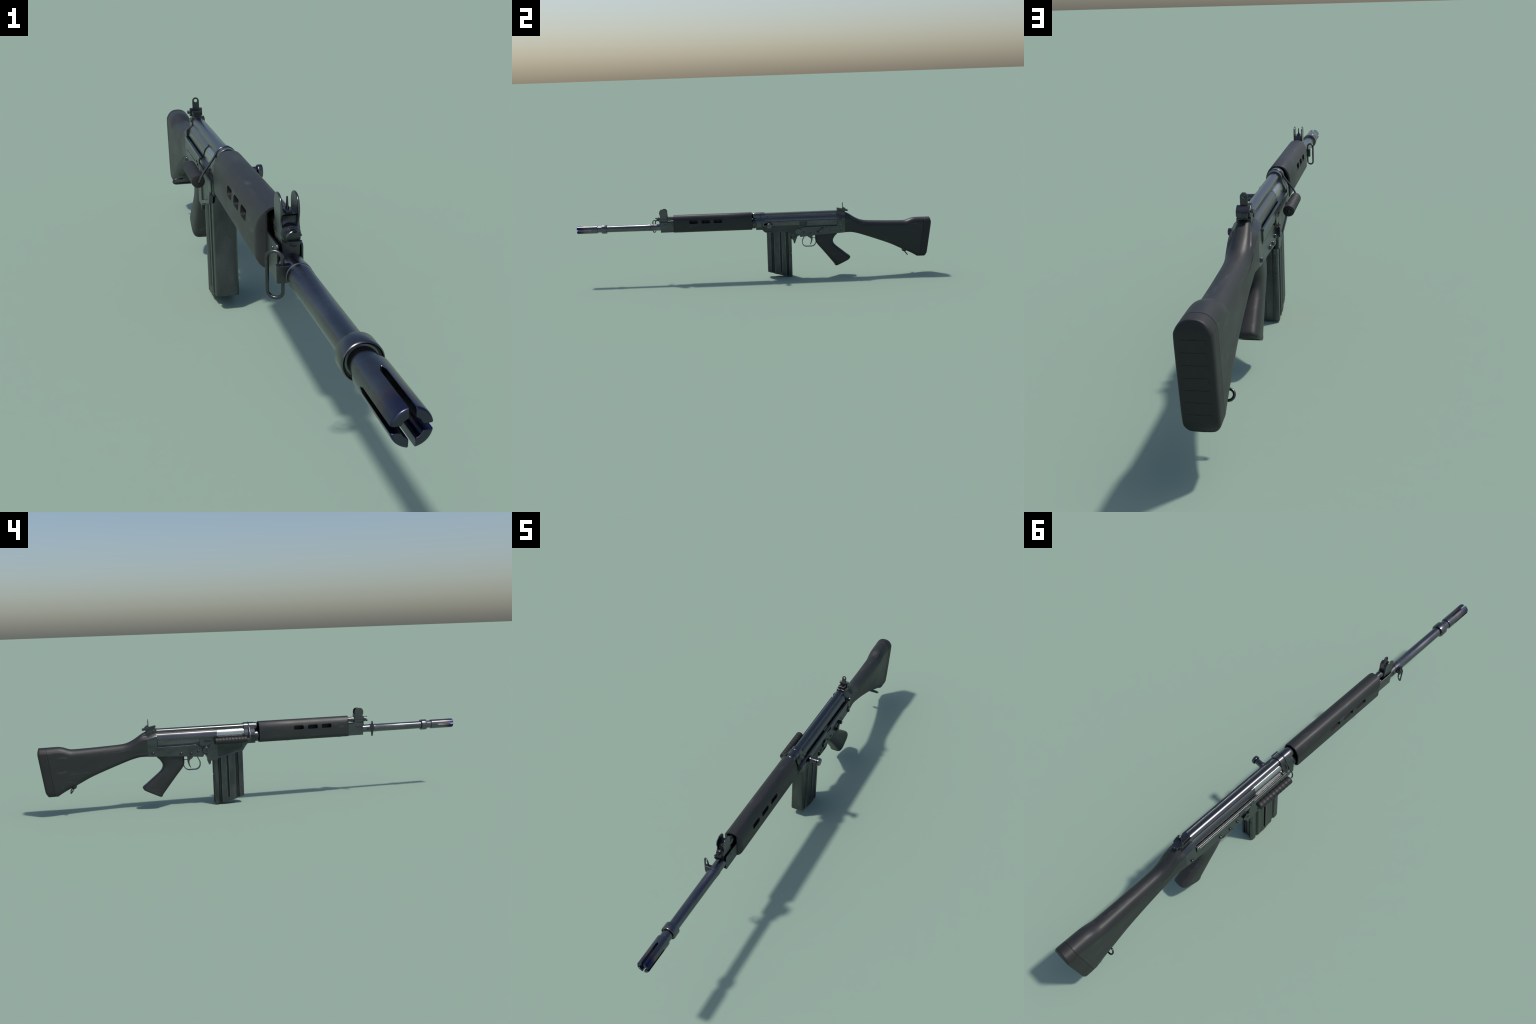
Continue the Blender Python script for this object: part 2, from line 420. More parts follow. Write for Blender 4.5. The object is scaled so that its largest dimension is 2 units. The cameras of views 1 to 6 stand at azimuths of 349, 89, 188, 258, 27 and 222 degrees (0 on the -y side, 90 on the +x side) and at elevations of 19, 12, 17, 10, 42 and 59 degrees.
prism_x("rail_shoe_cap", [(0.0138, 0.3186), (0.0138, 0.3240), (0.0430, 0.3240), (0.0430, 0.3186)], CX + 0.0380, CX + 0.0458, STEEL, receiver, bevel=0.0014)
slide = prism_x("charging_slide", [(0.0460, 0.2990), (0.0460, 0.3188), (0.2565, 0.3188), (0.2565, 0.2990)], CX + 0.0290, CX + 0.0388, PARKL, receiver, bevel=0)
cut(slide, prism_x("slot_cutter", [(0.0560, 0.3030), (0.0560, 0.3150), (0.0900, 0.3150), (0.1060, 0.3090), (0.0900, 0.3030)], CX + 0.0325, CX + 0.05, PARK, bevel=0))
slide["_bevel"] = 0.001; slide["_seg"] = 2
prism_x("receiver_inner_block", [(0.02, 0.295), (0.02, 0.3225), (0.468, 0.3225), (0.468, 0.295)], CX - 0.0262, CX + 0.0262, DARKM, receiver, bevel=0)
prism_x("receiver_rail", [(0.1880, 0.3180), (0.1880, 0.3234), (0.4672, 0.3234), (0.4672, 0.3180), (0.1880, 0.3180)], CX - 0.0366, CX - 0.0300, STEEL, receiver, bevel=0.0012)
flank2 = prism_x("receiver_flank", [(0.2700, 0.3050), (0.2600, 0.3186), (0.4672, 0.3186), (0.4672, 0.2950), (0.3000, 0.2965), (0.2850, 0.2990)], CX - 0.0346, CX - 0.0300, PARKL, receiver, bevel=0)
cut(flank2, prism_x("band_cutter", [(0.27, 0.3050), (0.27, 0.3100), (0.455, 0.3100), (0.455, 0.3050)], CX - 0.05, CX - 0.0342, PARK, bevel=0))
flank2["_bevel"] = 0.001; flank2["_seg"] = 2
prism_x("port_rail", [(0.0640, 0.3120), (0.0640, 0.3200), (0.1880, 0.3200), (0.1880, 0.3120)], CX - 0.0352, CX - 0.024, STEEL, receiver, bevel=0.0012)
prism_x("port_lip", [(0.0640, 0.3150), (0.0640, 0.3218), (0.1880, 0.3218), (0.1880, 0.3150)], CX - 0.0300, CX - 0.022, STEEL, receiver, bevel=0.001)
prism_x("port_stop", [(0.0560, 0.3150), (0.0560, 0.3262), (0.0690, 0.3262), (0.0690, 0.3150)], CX - 0.0362, CX - 0.024, STEEL, receiver, bevel=0.0016)
# front ring: arch over the gas cylinder socket
def arch(rt, zc, wing, zb, top_dx=0.0):
    h = [(rt * math.sin(math.radians(a)), zc + rt * math.cos(math.radians(a))) for a in range(0, 91, 10)]
    h += [(rt + .0008, zc - .006), (rt + .0030, zc - .013), (rt + .0070, zc - .0195), (wing - .002, zc - .0250), (wing, zc - .029), (wing, zb), (0, zb)]
    h[0] = (0.0, h[0][1])
    return mirror(h)
ring = loft_y("receiver_front_ring", [(0.0100, arch(0.0203, 0.3530, 0.0310, 0.300)), (0.0105, arch(0.0209, 0.3530, 0.0318, 0.300)), (0.0340, arch(0.0209, 0.3530, 0.0318, 0.300)),
                                      (0.0345, arch(0.0192, 0.3530, 0.0300, 0.300)), (0.0400, arch(0.0192, 0.3530, 0.0300, 0.300)), (0.0405, arch(0.0209, 0.3530, 0.0318, 0.300)),
                                      (0.0600, arch(0.0209, 0.3530, 0.0318, 0.300)), (0.0606, arch(0.0203, 0.3530, 0.0310, 0.300))], STEEL, receiver, sharp=30)
revolve("gas_tube_socket", [(-0.0115, 0.006), (-0.0105, 0.0115), (-0.0075, 0.0155), (-0.0030, 0.0176), (0.0020, 0.0182), (0.012, 0.0182)], STEEL, (CX, 0, 0.3537), n=36, parent=receiver)
# dust cover: round top tube with a lower lobe on each side
LOBE = [(0.0143, 0.3493), (0.0165, 0.3480), (0.0190, 0.3458), (0.0212, 0.3431), (0.0231, 0.3400), (0.0247, 0.3362), (0.0259, 0.3320), (0.0267, 0.3275), (0.0271, 0.3190)]
def cover_half(lobe=True, o=0.0):
    r, zc = 0.0163 + o, 0.3533
    h = [(r * math.sin(math.radians(a)), zc + r * math.cos(math.radians(a))) for a in range(0, 61, 6)]
    h[0] = (0.0, h[0][1])
    h += [(0.0140 + o, 0.3540), (0.0138 + o, 0.3518), (0.0136 + o, 0.3500)]
    if lobe:
        h += LOBE
    else:
        h += [(0.0135, 0.3485), (0.0132, 0.3470), (0.0130, 0.3455), (0.0128, 0.3440), (0.0126, 0.342), (0.0124, 0.339), (0.0122, 0.335), (0.0121, 0.3285), (0.0120, 0.3190)]
    return h + [(0.0, 0.3190)]
full = mirror(cover_half(True))
hr, hl = cover_half(True), cover_half(False)
part = [(d, z) for d, z in hr] + [(-d, z) for d, z in reversed(hl) if d > 1e-9]
cover = loft_y("dust_cover", [(0.198, full), (0.30, full), (0.4680, full)], COVER, receiver, sharp=32)
loft_y("dust_cover_front", [(0.058, part), (0.198, part)], COVER, cover, sharp=32)

def lobe_patch(name, side, edge0, edge1, out, mat, parent, n=13):
    """curved sheet lying on a lobe; edge0/edge1 give the y of its ends against height"""
    pts = catmull(LOBE, 4)
    nrm = np.gradient(pts, axis=0); nrm = np.stack([-nrm[:, 1], nrm[:, 0]], 1)
    nrm /= np.linalg.norm(nrm, axis=1)[:, None]
    rings = []
    for off in (out, -0.004):
        for k in (range(n) if off == out else range(n - 1, -1, -1)):
            ring = []
            for (d, z), q in zip(pts, nrm):
                f = k / (n - 1)
                y = interp(edge0, z)[0] * (1 - f) + interp(edge1, z)[0] * f
                ring.append((CX + side * (d + q[0] * off), y, z + q[1] * off))
            rings.append(ring)
    m = len(pts); v = [p for r in rings for p in r]; f = []
    R = len(rings)
    for a in range(R):
        b = (a + 1) % R
        f += [(a * m + i, a * m + i + 1, b * m + i + 1, b * m + i) for i in range(m - 1)]
    for i in (0, m - 1):
        for k in range(n - 1):
            f.append((k * m + i, (k + 1) * m + i, (R - 2 - k) * m + i, (R - 1 - k) * m + i))
    return add(name, v, f, mat, parent, bevel=0.0005, seg=2, sharp=45)
# left: web of the front ring wraps the rounded front end of the lobe
lobe_patch("receiver_web", 1, [(0.30, 0.058), (0.36, 0.058)],
           [(0.318, 0.0980), (0.322, 0.0950), (0.326, 0.0880), (0.330, 0.0810), (0.335, 0.0755), (0.340, 0.0735), (0.344, 0.0735), (0.3475, 0.0760), (0.3520, 0.0820)], 0.0026, STEEL, receiver)
# right: front lip of the lobe around the ejection port
lobe_patch("port_lip_curve", -1, [(0.316, 0.1925), (0.336, 0.1895), (0.343, 0.1880), (0.347, 0.1860), (0.3495, 0.1840)], [(0.30, 0.199), (0.36, 0.199)], 0.0002, COVER, cover)
# bolt carrier seen in the ejection port
hb = [(0.0, 0.3485)] + [(d - .0016, z - .0010) for d, z in LOBE] + [(0.0, 0.318)]
loft_y("bolt_carrier", [(y, [(-d, z) for d, z in hb]) for y in (0.060, 0.200)], BRIGHT, receiver, sharp=35)
# rim at the rear end of the cover
rim = [(d * 1.04 + (0.0004 if d > 0 else 0), z + .0012) for d, z in cover_half(True)]
rim[0] = (0.0, rim[0][1]); rim[-1] = (0.0, 0.319)
loft_y("cover_rim", [(0.4645, mirror(rim)), (0.4690, mirror(rim))], STEEL, receiver, sharp=32)

# right-hand magazine well plate with recessed panel
plate_prof = [(0.0300, 0.3060), (0.0300, 0.2790), (0.0502, 0.2786), (0.0560, 0.2690), (0.0713, 0.2462), (0.1920, 0.2165), (0.2050, 0.2075), (0.2419, 0.2095), (0.2412, 0.2390), (0.2375, 0.2600), (0.2260, 0.2820), (0.2160, 0.2930), (0.2075, 0.3020), (0.2050, 0.3060)]
plate = prism_x("magazine_well_plate", plate_prof, CX - 0.0352, CX - 0.0262, PARK, receiver, bevel=0.0)
cut(plate, prism_x("panel_cutter", [(0.0775, 0.2955), (0.0745, 0.2585), (0.0790, 0.2530), (0.1905, 0.2248), (0.1905, 0.2955)], CX - 0.05, CX - 0.0318, PARK, bevel=0))
plate["_bevel"] = 0.0014; plate["_seg"] = 2
# small oval recess behind the grip and the boss around the pivot
oval = arc((0.2500, 0.3005), 0.0052, -90, 90, 7) + arc((0.2240, 0.2995), 0.0052, 90, 270, 7)
prism_x("receiver_boss", [(0.2160, 0.2930), (0.2060, 0.3040), (0.2060, 0.3178), (0.2760, 0.3178), (0.2745, 0.2885), (0.2680, 0.2800), (0.2380, 0.2800), (0.228, 0.2860)], CX - 0.0358, CX - 0.028, PARK, receiver, bevel=0.0)
boss = bpy.data.objects["receiver_boss"]
cut(boss, prism_x("oval_cutter", oval, CX - 0.05, CX - 0.0322, PARK, bevel=0))
boss["_bevel"] = 0.001; boss["_seg"] = 2

# flange bead along the lower edge of the magazine well
wire("magazine_well_rim", [(CX + 0.0318, y, z) for y, z in ((0.0470, 0.2790), (0.0535, 0.2725), (0.0600, 0.2665), (0.0690, 0.2635), (0.100, 0.2635), (0.140, 0.2635), (0.1780, 0.2635), (0.1930, 0.2600), (0.2040, 0.2505), (0.2105, 0.2370), (0.2120, 0.2270))],
     0.0029, PARKL, receiver, smooth=5, n=12)
prism_x("well_shade_plate", [(0.0790, 0.2948), (0.0762, 0.2598), (0.0800, 0.2548), (0.1895, 0.2268), (0.1895, 0.2948)], CX - 0.0322, CX - 0.0300, PARKD, receiver, bevel=0.0003)  # added dark fill that shades the recess by its colour
# ------------------------------------------------------------------ charging handle
charging = revolve("charging_handle", [(0.020, 0.0090), (0.0385, 0.0090), (0.0390, 0.0120), (0.0400, 0.0128), (0.0480, 0.0128), (0.0495, 0.0108), (0.0520, 0.0104), (0.0720, 0.0104), (0.0738, 0.0125), (0.0752, 0.0143),
                                        (0.0765, 0.0146), (0.0840, 0.0146), (0.0855, 0.0136), (0.0858, 0.0108), (0.0850, 0.0102)], STEEL, (CX, 0.0853, 0.3066), "x", 32, sharp=40)

# ------------------------------------------------------------------ carrying handle
gp = [(0.0545, 0.0045), (0.0545, 0.0120), (0.0553, 0.0136)]
y0, y1, nrib = 0.0553, 0.2055, 10
pitch = (y1 - y0) / nrib
for i in range(nrib):
    a = y0 + i * pitch
    gp += [(a + .0004, 0.0134), (a + pitch * .10, 0.0141), (a + pitch * .45, 0.0145), (a + pitch * .80, 0.0147), (a + pitch * .90, 0.0144), (a + pitch * .97, 0.0135)]
gp += [(0.2058, 0.0140), (0.2066, 0.0130), (0.2067, 0.0040)]
grip_handle = revolve("carrying_handle", gp, RUBBER, (-0.0643, 0, 0.3002), "y", 36, sharp=40)
wire("handle_wire", [(-0.0643, 0.062, 0.3002), (-0.0643, 0.050, 0.3008), (-0.0640, 0.0425, 0.3035), (-0.0610, 0.0385, 0.3110), (-0.0545, 0.0370, 0.3225), (-0.0450, 0.0370, 0.3350),
                     (-0.0350, 0.0372, 0.3480), (-0.0290, 0.0372, 0.3570), (-0.0250, 0.0372, 0.3645), (-0.0190, 0.0372, 0.3700), (-0.0110, 0.0372, 0.3732), (-0.0030, 0.0372, 0.3730), (0.0045, 0.0372, 0.3695),
                     (0.0100, 0.0372, 0.3635), (0.0130, 0.0372, 0.3560), (0.0145, 0.0372, 0.3480), (0.0160, 0.0372, 0.3420)], 0.0024, STEEL, grip_handle, smooth=5, n=12)
revolve("handle_wire_end", [(0.2066, 0.0030), (0.2076, 0.0030), (0.2082, 0.0018)], DARKM, (-0.0643, 0, 0.3002), "y", 14, grip_handle)

# ------------------------------------------------------------------ lower receiver
low_prof = [(0.5000, 0.2445), (0.3434, 0.2352), (0.2620, 0.2280), (0.2590, 0.2285), (0.2535, 0.2395), (0.2500, 0.2480), (0.2620, 0.2700), (0.2720, 0.2810), (0.2845, 0.2860), (0.3000, 0.2882), (0.4700, 0.2860), (0.5000, 0.2850)]
lower = prism_x("lower_receiver", low_prof, CX - 0.0310, CX + 0.0310, PARK, bevel=0.0022, seg=3)
def rear_block(zt, zs, zb, w=0.031):
    return mirror([(0, zt), (0.0150, zt), (0.0168, zt - .0015), (w - .0012, zs + .0012), (w, zs - .0008), (w, zb + .003), (w - .003, zb), (0, zb)])
loft_y("receiver_rear_block", [(0.4690, rear_block(0.3515, 0.3365, 0.2430)), (0.4715, rear_block(0.3515, 0.3365, 0.2430, 0.0314)), (0.5128, rear_block(0.3408, 0.3262, 0.2455, 0.0314))], PARK, lower, sharp=24)
core = prism_x("seam_dark_backing", [(0.25, 0.27), (0.25, 0.31), (0.48, 0.31), (0.48, 0.27)], CX - 0.0235, CX + 0.0235, DARKM, lower, bevel=0)  # added dark box behind the seam so the gap reads as shadow
for y, z, r in ((0.4900, 0.2590, 0.0066), (0.3616, 0.2508, 0.0068), (0.3160, 0.2470, 0.0058), (0.2821, 0.2558, 0.0055)):
    dome("rivet", y, z, -1, r, 0.0058, DARKM, lower)
for y, z, r in ((0.2811, 0.2555, 0.0046), (0.3161, 0.2478, 0.0050)):
    dome("rivet", y, z, 1, r, 0.0042, DARKM, lower)
# pivot: slotted screw on the left, hollow nut on the right
screw = revolve("pivot_screw", [(0.026, 0.0165), (0.0338, 0.0168), (0.0340, 0.0150), (0.0352, 0.0150), (0.0355, 0.0166), (0.0378, 0.0166), (0.0388, 0.0152), (0.0388, 0.0050)], PARKL, (CX, 0.2470, 0.2605), "x", 36, lower, sharp=30)
a = math.radians(-38); c, s = math.cos(a), math.sin(a)
cut(screw, prism_x("slot", [(0.2470 + c * u - s * v, 0.2605 + s * u + c * v) for u, v in ((-.03, -.0022), (.03, -.0022), (.03, .0022), (-.03, .0022))], CX + 0.0358, CX + 0.05, PARK, bevel=0))
nut = revolve("pivot_nut", [(-0.026, 0.0150), (-0.0342, 0.0155), (-0.0346, 0.0135), (-0.0365, 0.0135), (-0.0366, 0.0155), (-0.0412, 0.0162), (-0.0425, 0.0148), (-0.0425, 0.0056), (-0.0385, 0.0050), (-0.0385, 0.001)], PARK,
              (CX, 0.2458, 0.2595), "x", 36, lower, sharp=30)

# selector lever
def bar(name, a, b, w, x0, x1, mat, parent, bevel=0.0012):
    a, b = Vector(a), Vector(b); d = (b - a).normalized(); n = Vector((-d.y, d.x)) * w
    return prism_x(name, [tuple(a + n), tuple(b + n), tuple(b - n), tuple(a - n)], x0, x1, mat, parent, bevel)
sel = bar("selector_lever", (0.3600, 0.2510), (0.3890, 0.2735), 0.0056, CX + 0.0350, CX + 0.0415, PARKL, lower)
revolve("selector_pivot", [(0.028, 0.0072), (0.0425, 0.0072), (0.0435, 0.0060), (0.0435, 0.0030)], DARKM, (CX, 0.3613, 0.2518), "x", 22, sel)
revolve("selector_knob", [(0.030, 0.0072), (0.0465, 0.0076), (0.0480, 0.0062), (0.0480, 0.0030)], DARKM, (CX, 0.3872, 0.2722), "x", 22, sel)
bar("selector_stop", (0.3490, 0.2620), (0.3560, 0.2575), 0.0022, CX + 0.03, CX + 0.0332, DARKM, sel, 0.0006)
# takedown latch on the left rear
latch = prism_x("takedown_latch", [(0.4790, 0.3240), (0.4930, 0.3240), (0.4945, 0.2850), (0.4965, 0.2720), (0.4955, 0.2540), (0.4880, 0.2530), (0.4835, 0.2620), (0.4815, 0.2800), (0.4800, 0.2900)], CX + 0.0305, CX + 0.0350, PARKL, lower, bevel=0.001)
revolve("latch_knob", [(0.030, 0.0075), (0.0352, 0.0075), (0.0356, 0.0084), (0.0398, 0.0084), (0.0410, 0.0070), (0.0413, 0.0040)], DARKM, (CX, 0.4875, 0.3222), "x", 22, latch)
revolve("latch_pin", [(0.030, 0.0062), (0.0368, 0.0062), (0.0378, 0.0050), (0.0378, 0.0025)], DARKM, (CX, 0.4862, 0.2798), "x", 20, latch)
revolve("latch_pin", [(0.030, 0.0058), (0.0375, 0.0058), (0.0388, 0.0046), (0.0390, 0.002)], DARKM, (CX, 0.4900, 0.2595), "x", 20, latch)

# lettering on the left side
def letter(ch, y, z, size, mat):
    cu = bpy.data.curves.new("lettering", "FONT")
    cu.body = ch; cu.size = size; cu.extrude = 0.0004; cu.align_x = "CENTER"; cu.align_y = "CENTER"
    ob = bpy.data.objects.new("lettering", cu)
    bpy.context.collection.objects.link(ob)
    M = Matrix(((0, 0, 1, CX + 0.0312), (1, 0, 0, y), (0, 1, 0, z), (0, 0, 0, 1)))
    dg = bpy.context.evaluated_depsgraph_get()
    me = bpy.data.meshes.new_from_object(ob.evaluated_get(dg))
    me.transform(M)
    bpy.data.objects.remove(ob, do_unlink=True)
    o = bpy.data.objects.new("lettering", me)
    bpy.context.collection.objects.link(o)
    me.materials.clear(); me.materials.append(mat)
    o.parent = lower
    return o
letter("A", 0.3020, 0.2432, 0.0150, RED)
letter("R", 0.4300, 0.2556, 0.0165, RED)
letter("S", 0.4079, 0.2782, 0.0150, INK)

# ------------------------------------------------------------------ trigger group
guard = wire("trigger_guard", [(0.2830, 0.2310, 0), (0.2795, 0.2195, 0), (0.2725, 0.2065, 0), (0.2713, 0.1975, 0), (0.2718, 0.1875, 0), (0.2765, 0.1770, 0), (0.2880, 0.1695, 0), (0.3080, 0.1688, 0), (0.3270, 0.1688, 0),
                               (0.3375, 0.1735, 0), (0.3455, 0.1830, 0), (0.3500, 0.1950, 0)], 0, DARKM, smooth=4, flat=((0, 0, 1), 0.0085, 0.0019))
for v in guard.data.vertices:
    y, z, x = v.co.x, v.co.y, v.co.z
    v.co = (CX + x, y, z)
guard["_bevel"] = 0.0006
trig = [(0.3041, 0.2310), (0.3300, 0.2310), (0.3302, 0.2150), (0.3290, 0.2040), (0.3255, 0.1925), (0.3205, 0.1825), (0.3160, 0.1765), (0.3138, 0.1785), (0.3175, 0.1860), (0.3205, 0.1950), (0.3215, 0.2050), (0.3195, 0.2130), (0.3120, 0.2185), (0.3045, 0.2225)]
trigger = prism_x("trigger", trig, CX - 0.0055, CX + 0.0055, DARKM, bevel=0.0012)
revolve("trigger_rod", [(0.325, 0.0019), (0.350, 0.0019)], DARKM, (CX, 0, 0.2165), "y", 10, trigger)

# ------------------------------------------------------------------ magazine
mh = [(0.0, 0.0700), (0.0165, 0.0700), (0.0215, 0.0718), (0.0250, 0.0765), (0.0262, 0.0830), (0.0262, 0.0940), (0.0222, 0.0962), (0.0222, 0.1060), (0.0262, 0.1082), (0.0280, 0.1115), (0.0272, 0.1160), (0.0272, 0.1340), (0.0284, 0.1375), (0.0284, 0.1560), (0.0272, 0.1595),
      (0.0272, 0.1700), (0.0280, 0.1740), (0.0262, 0.1775), (0.0222, 0.1795), (0.0222, 0.1880), (0.0266, 0.1905), (0.0266, 0.2040), (0.0232, 0.2094), (0.0165, 0.2094), (0.0160, 0.2032), (0.0, 0.2032)]
def mag_bottom(y, raised):
    z = np.interp(y, [0.0705, 0.0960, 0.1040, 0.1628, 0.2040, 0.2100], [0.0312, 0.0248, 0.0208, 0.0070, 0.0000, 0.0028])
    return float(z)
ring = [(d, y) for d, y in mh] + [(-d, y) for d, y in reversed(mh) if d > 1e-9]
rings = [[(CX + d, y, mag_bottom(y, d)) for d, y in ring], [(CX + d, y, 0.266) for d, y in ring]]
magazine = loft("magazine", rings, MAGM)
ribs = []
for s in (-1, 1):
    prof = [(0.1425, 0.30), (0.1425, 0.0320)] + arc((0.1465, 0.0320), 0.0040, 180, 360, 6)[1:-1] + [(0.1505, 0.0320), (0.1505, 0.30)]
    ribs.append(prism_x("rib_cutter", prof, CX + s * 0.0225, CX + s * 0.04, MAGM, bevel=0))
ribs.append(prism_x("notch_cutter", [(0.2075, 0.1330), (0.2075, 0.1400), (0.2300, 0.1400), (0.2300, 0.1330)], CX - .04, CX + .04, MAGM, bevel=0))
cut(magazine, *ribs)
magazine["_bevel"] = 0.0009; magazine["_seg"] = 2
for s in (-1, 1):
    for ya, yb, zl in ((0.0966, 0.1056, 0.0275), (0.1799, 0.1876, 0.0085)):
        prism_x("groove_shade_strip", [(ya, zl), (ya, 0.262), (yb, 0.262), (yb, zl - .0012)], CX + s * 0.0215, CX + s * 0.0226, MAGD, magazine, bevel=0)  # dark strips added on the groove floors as painted shade
    prism_x("groove_shade_strip", [(0.1428, 0.0300), (0.1428, 0.262), (0.1502, 0.262), (0.1502, 0.0300)], CX + s * 0.0215, CX + s * 0.0229, MAGD, magazine, bevel=0)
    for yc in (0.1398, 0.1532):
        prism_x("magazine_bead", [(yc - .0021, 0.0300), (yc - .0021, 0.262), (yc + .0021, 0.262), (yc + .0021, 0.0300)], CX + s * 0.0275, CX + s * 0.0292, MAGL, magazine, bevel=0.0008)
    for yc in (0.1100, 0.1752):
        prism_x("magazine_bead", [(yc - .0016, 0.0280), (yc - .0016, 0.262), (yc + .0016, 0.262), (yc + .0016, 0.0240)] if yc < .15 else
                [(yc - .0016, 0.0105), (yc - .0016, 0.262), (yc + .0016, 0.262), (yc + .0016, 0.0098)], CX + s * 0.0262, CX + s * 0.0284, MAGL, magazine, bevel=0.0007)
# raised lips beside the central groove
for s in (-1, 1):
    prism_x("magazine_spine", [(0.2040, 0.004), (0.2040, 0.205), (0.2072, 0.205), (0.2072, 0.004)], CX + s * 0.009, CX + s * 0.0115, MAGM, magazine, bevel=0.0008)
prism_x("magazine_floor_plate", [(0.0760, 0.0300), (0.0760, 0.0330), (0.2000, 0.0050), (0.2000, 0.0016)], CX - 0.0215, CX + 0.0215, MAGM, magazine, bevel=0.0006)

# magazine catch and bolt release
catch = prism_x("magazine_catch", [(0.2130, 0.2400), (0.2400, 0.2400), (0.2405, 0.2290), (0.2388, 0.2190), (0.2345, 0.2160), (0.2300, 0.1900), (0.2228, 0.1900), (0.2190, 0.2090), (0.2140, 0.2200)], CX - 0.0130, CX + 0.0150, DARKM, bevel=0.0015)
prism_x("bolt_release", [(0.2090, 0.2460), (0.2420, 0.2460), (0.2415, 0.2290), (0.2250, 0.2150), (0.2170, 0.2100), (0.2110, 0.2200)], CX + 0.0145, CX + 0.0265, PARK, catch, bevel=0.0018)
revolve("catch_pin", [(0.02, 0.0072), (0.0345, 0.0072), (0.0355, 0.0060), (0.0355, 0.003)], PARK, (CX, 0.2185, 0.2430), "x", 22, catch)
prism_x("catch_lever", [(0.2270, 0.2110), (0.2400, 0.2110), (0.2335, 0.1905), (0.2290, 0.1905)], CX - 0.0310, CX - 0.0200, PARK, catch, bevel=0.0012)

# ------------------------------------------------------------------ pistol grip
pairs = [  # front (y, z), rear (y, z), half width
    ((0.3440, 0.2420), (0.4700, 0.2450), 0.0240),
    ((0.3440, 0.2330), (0.4705, 0.2360), 0.0245),
    ((0.3443, 0.2220), (0.4590, 0.2250), 0.0250),
    ((0.3446, 0.2080), (0.4490, 0.2090), 0.0250),
    ((0.3475, 0.1930), (0.4462, 0.1960), 0.0250),
    ((0.3610, 0.1730), (0.4520, 0.1800), 0.0252),
    ((0.3790, 0.1520), (0.4670, 0.1640), 0.0258),
    ((0.4010, 0.1250), (0.4930, 0.1430), 0.0265),
    ((0.4290, 0.0900), (0.5200, 0.1210), 0.0273),
    ((0.4500, 0.0635), (0.5375, 0.1075), 0.0280),
    ((0.4518, 0.0600), (0.5425, 0.1022), 0.0286),
    ((0.4550, 0.0540), (0.5432, 0.0975), 0.0286),
    ((0.4600, 0.0515), (0.5385, 0.0898), 0.0273)]
tab = catmull([(a[0], a[1], b[0], b[1], w) for a, b, w in pairs], 4)
rings = []
N = 36
def grip_ring(fy, fz, ry, rz, w, e=2.9):
    out = []
    for i in range(N):
        t = 2 * math.pi * i / N
        c, s = math.cos(t), math.sin(t)
        u = math.copysign(abs(c) ** (2 / e), c); v = math.copysign(abs(s) ** (2 / e), s)
        out.append((CX + v * w, (fy + ry) / 2 + u * (ry - fy) / 2, (fz + rz) / 2 + u * (rz - fz) / 2))
    return out
for k, row in enumerate(tab): rings.append(grip_ring(*row, e=2.5 + 1.5 * k / len(tab)))
fy, fz, ry, rz, w = tab[-1]
def shrink(row, k, lift):
    fy, fz, ry, rz, w = row
    my, mz = (fy + ry) / 2, (fz + rz) / 2
    return (my + (fy - my) * k - .45 * lift, mz + (fz - mz) * k + .9 * lift, my + (ry - my) * k - .45 * lift, mz + (rz - mz) * k + .9 * lift, w * k)
rings.append(grip_ring(*shrink(tab[-1], 0.90, 0.0), e=4))
rings.append(grip_ring(*shrink(tab[-1], 0.84, 0.003), e=4))
rings.append(grip_ring(*shrink(tab[-1], 0.80, 0.030), e=4))
grip = loft("pistol_grip", rings, PLASTIC, sharp=50)

# ------------------------------------------------------------------ stock
top_t = smooth_table([(0.500, 0.3620), (0.5145, 0.3585), (0.5360, 0.3490), (0.5600, 0.3335), (0.5790, 0.3225), (0.6040, 0.3120), (0.6360, 0.3068), (0.7010, 0.3035), (0.7700, 0.3006), (0.8450, 0.2990),
                      (0.8660, 0.3025), (0.8860, 0.3098), (0.9060, 0.3138), (0.9300, 0.3142), (0.9600, 0.3138), (1.02, 0.3134)])
bot_t = smooth_table([(0.500, 0.2440), (0.5150, 0.2450), (0.5450, 0.2440), (0.5720, 0.2385), (0.6100, 0.2270), (0.6780, 0.2030), (0.7400, 0.1800), (0.7800, 0.1635), (0.8390, 0.1345), (0.8830, 0.1138), (0.9160, 0.0952), (0.9220, 0.0922), (0.9300, 0.0904), (1.02, 0.0900)])
wid_t = smooth_table([(0.500, 0.0316), (0.53, 0.0314), (0.57, 0.0304), (0.62, 0.0294), (0.70, 0.0298), (0.80, 0.0316), (0.88, 0.0332), (0.96, 0.0350), (1.02, 0.0350)])
shear_t = [(0.50, 0.0), (0.60, 0.0), (0.90, 0.112), (0.955, 0.122), (0.99, 0.134), (1.02, 0.134)]
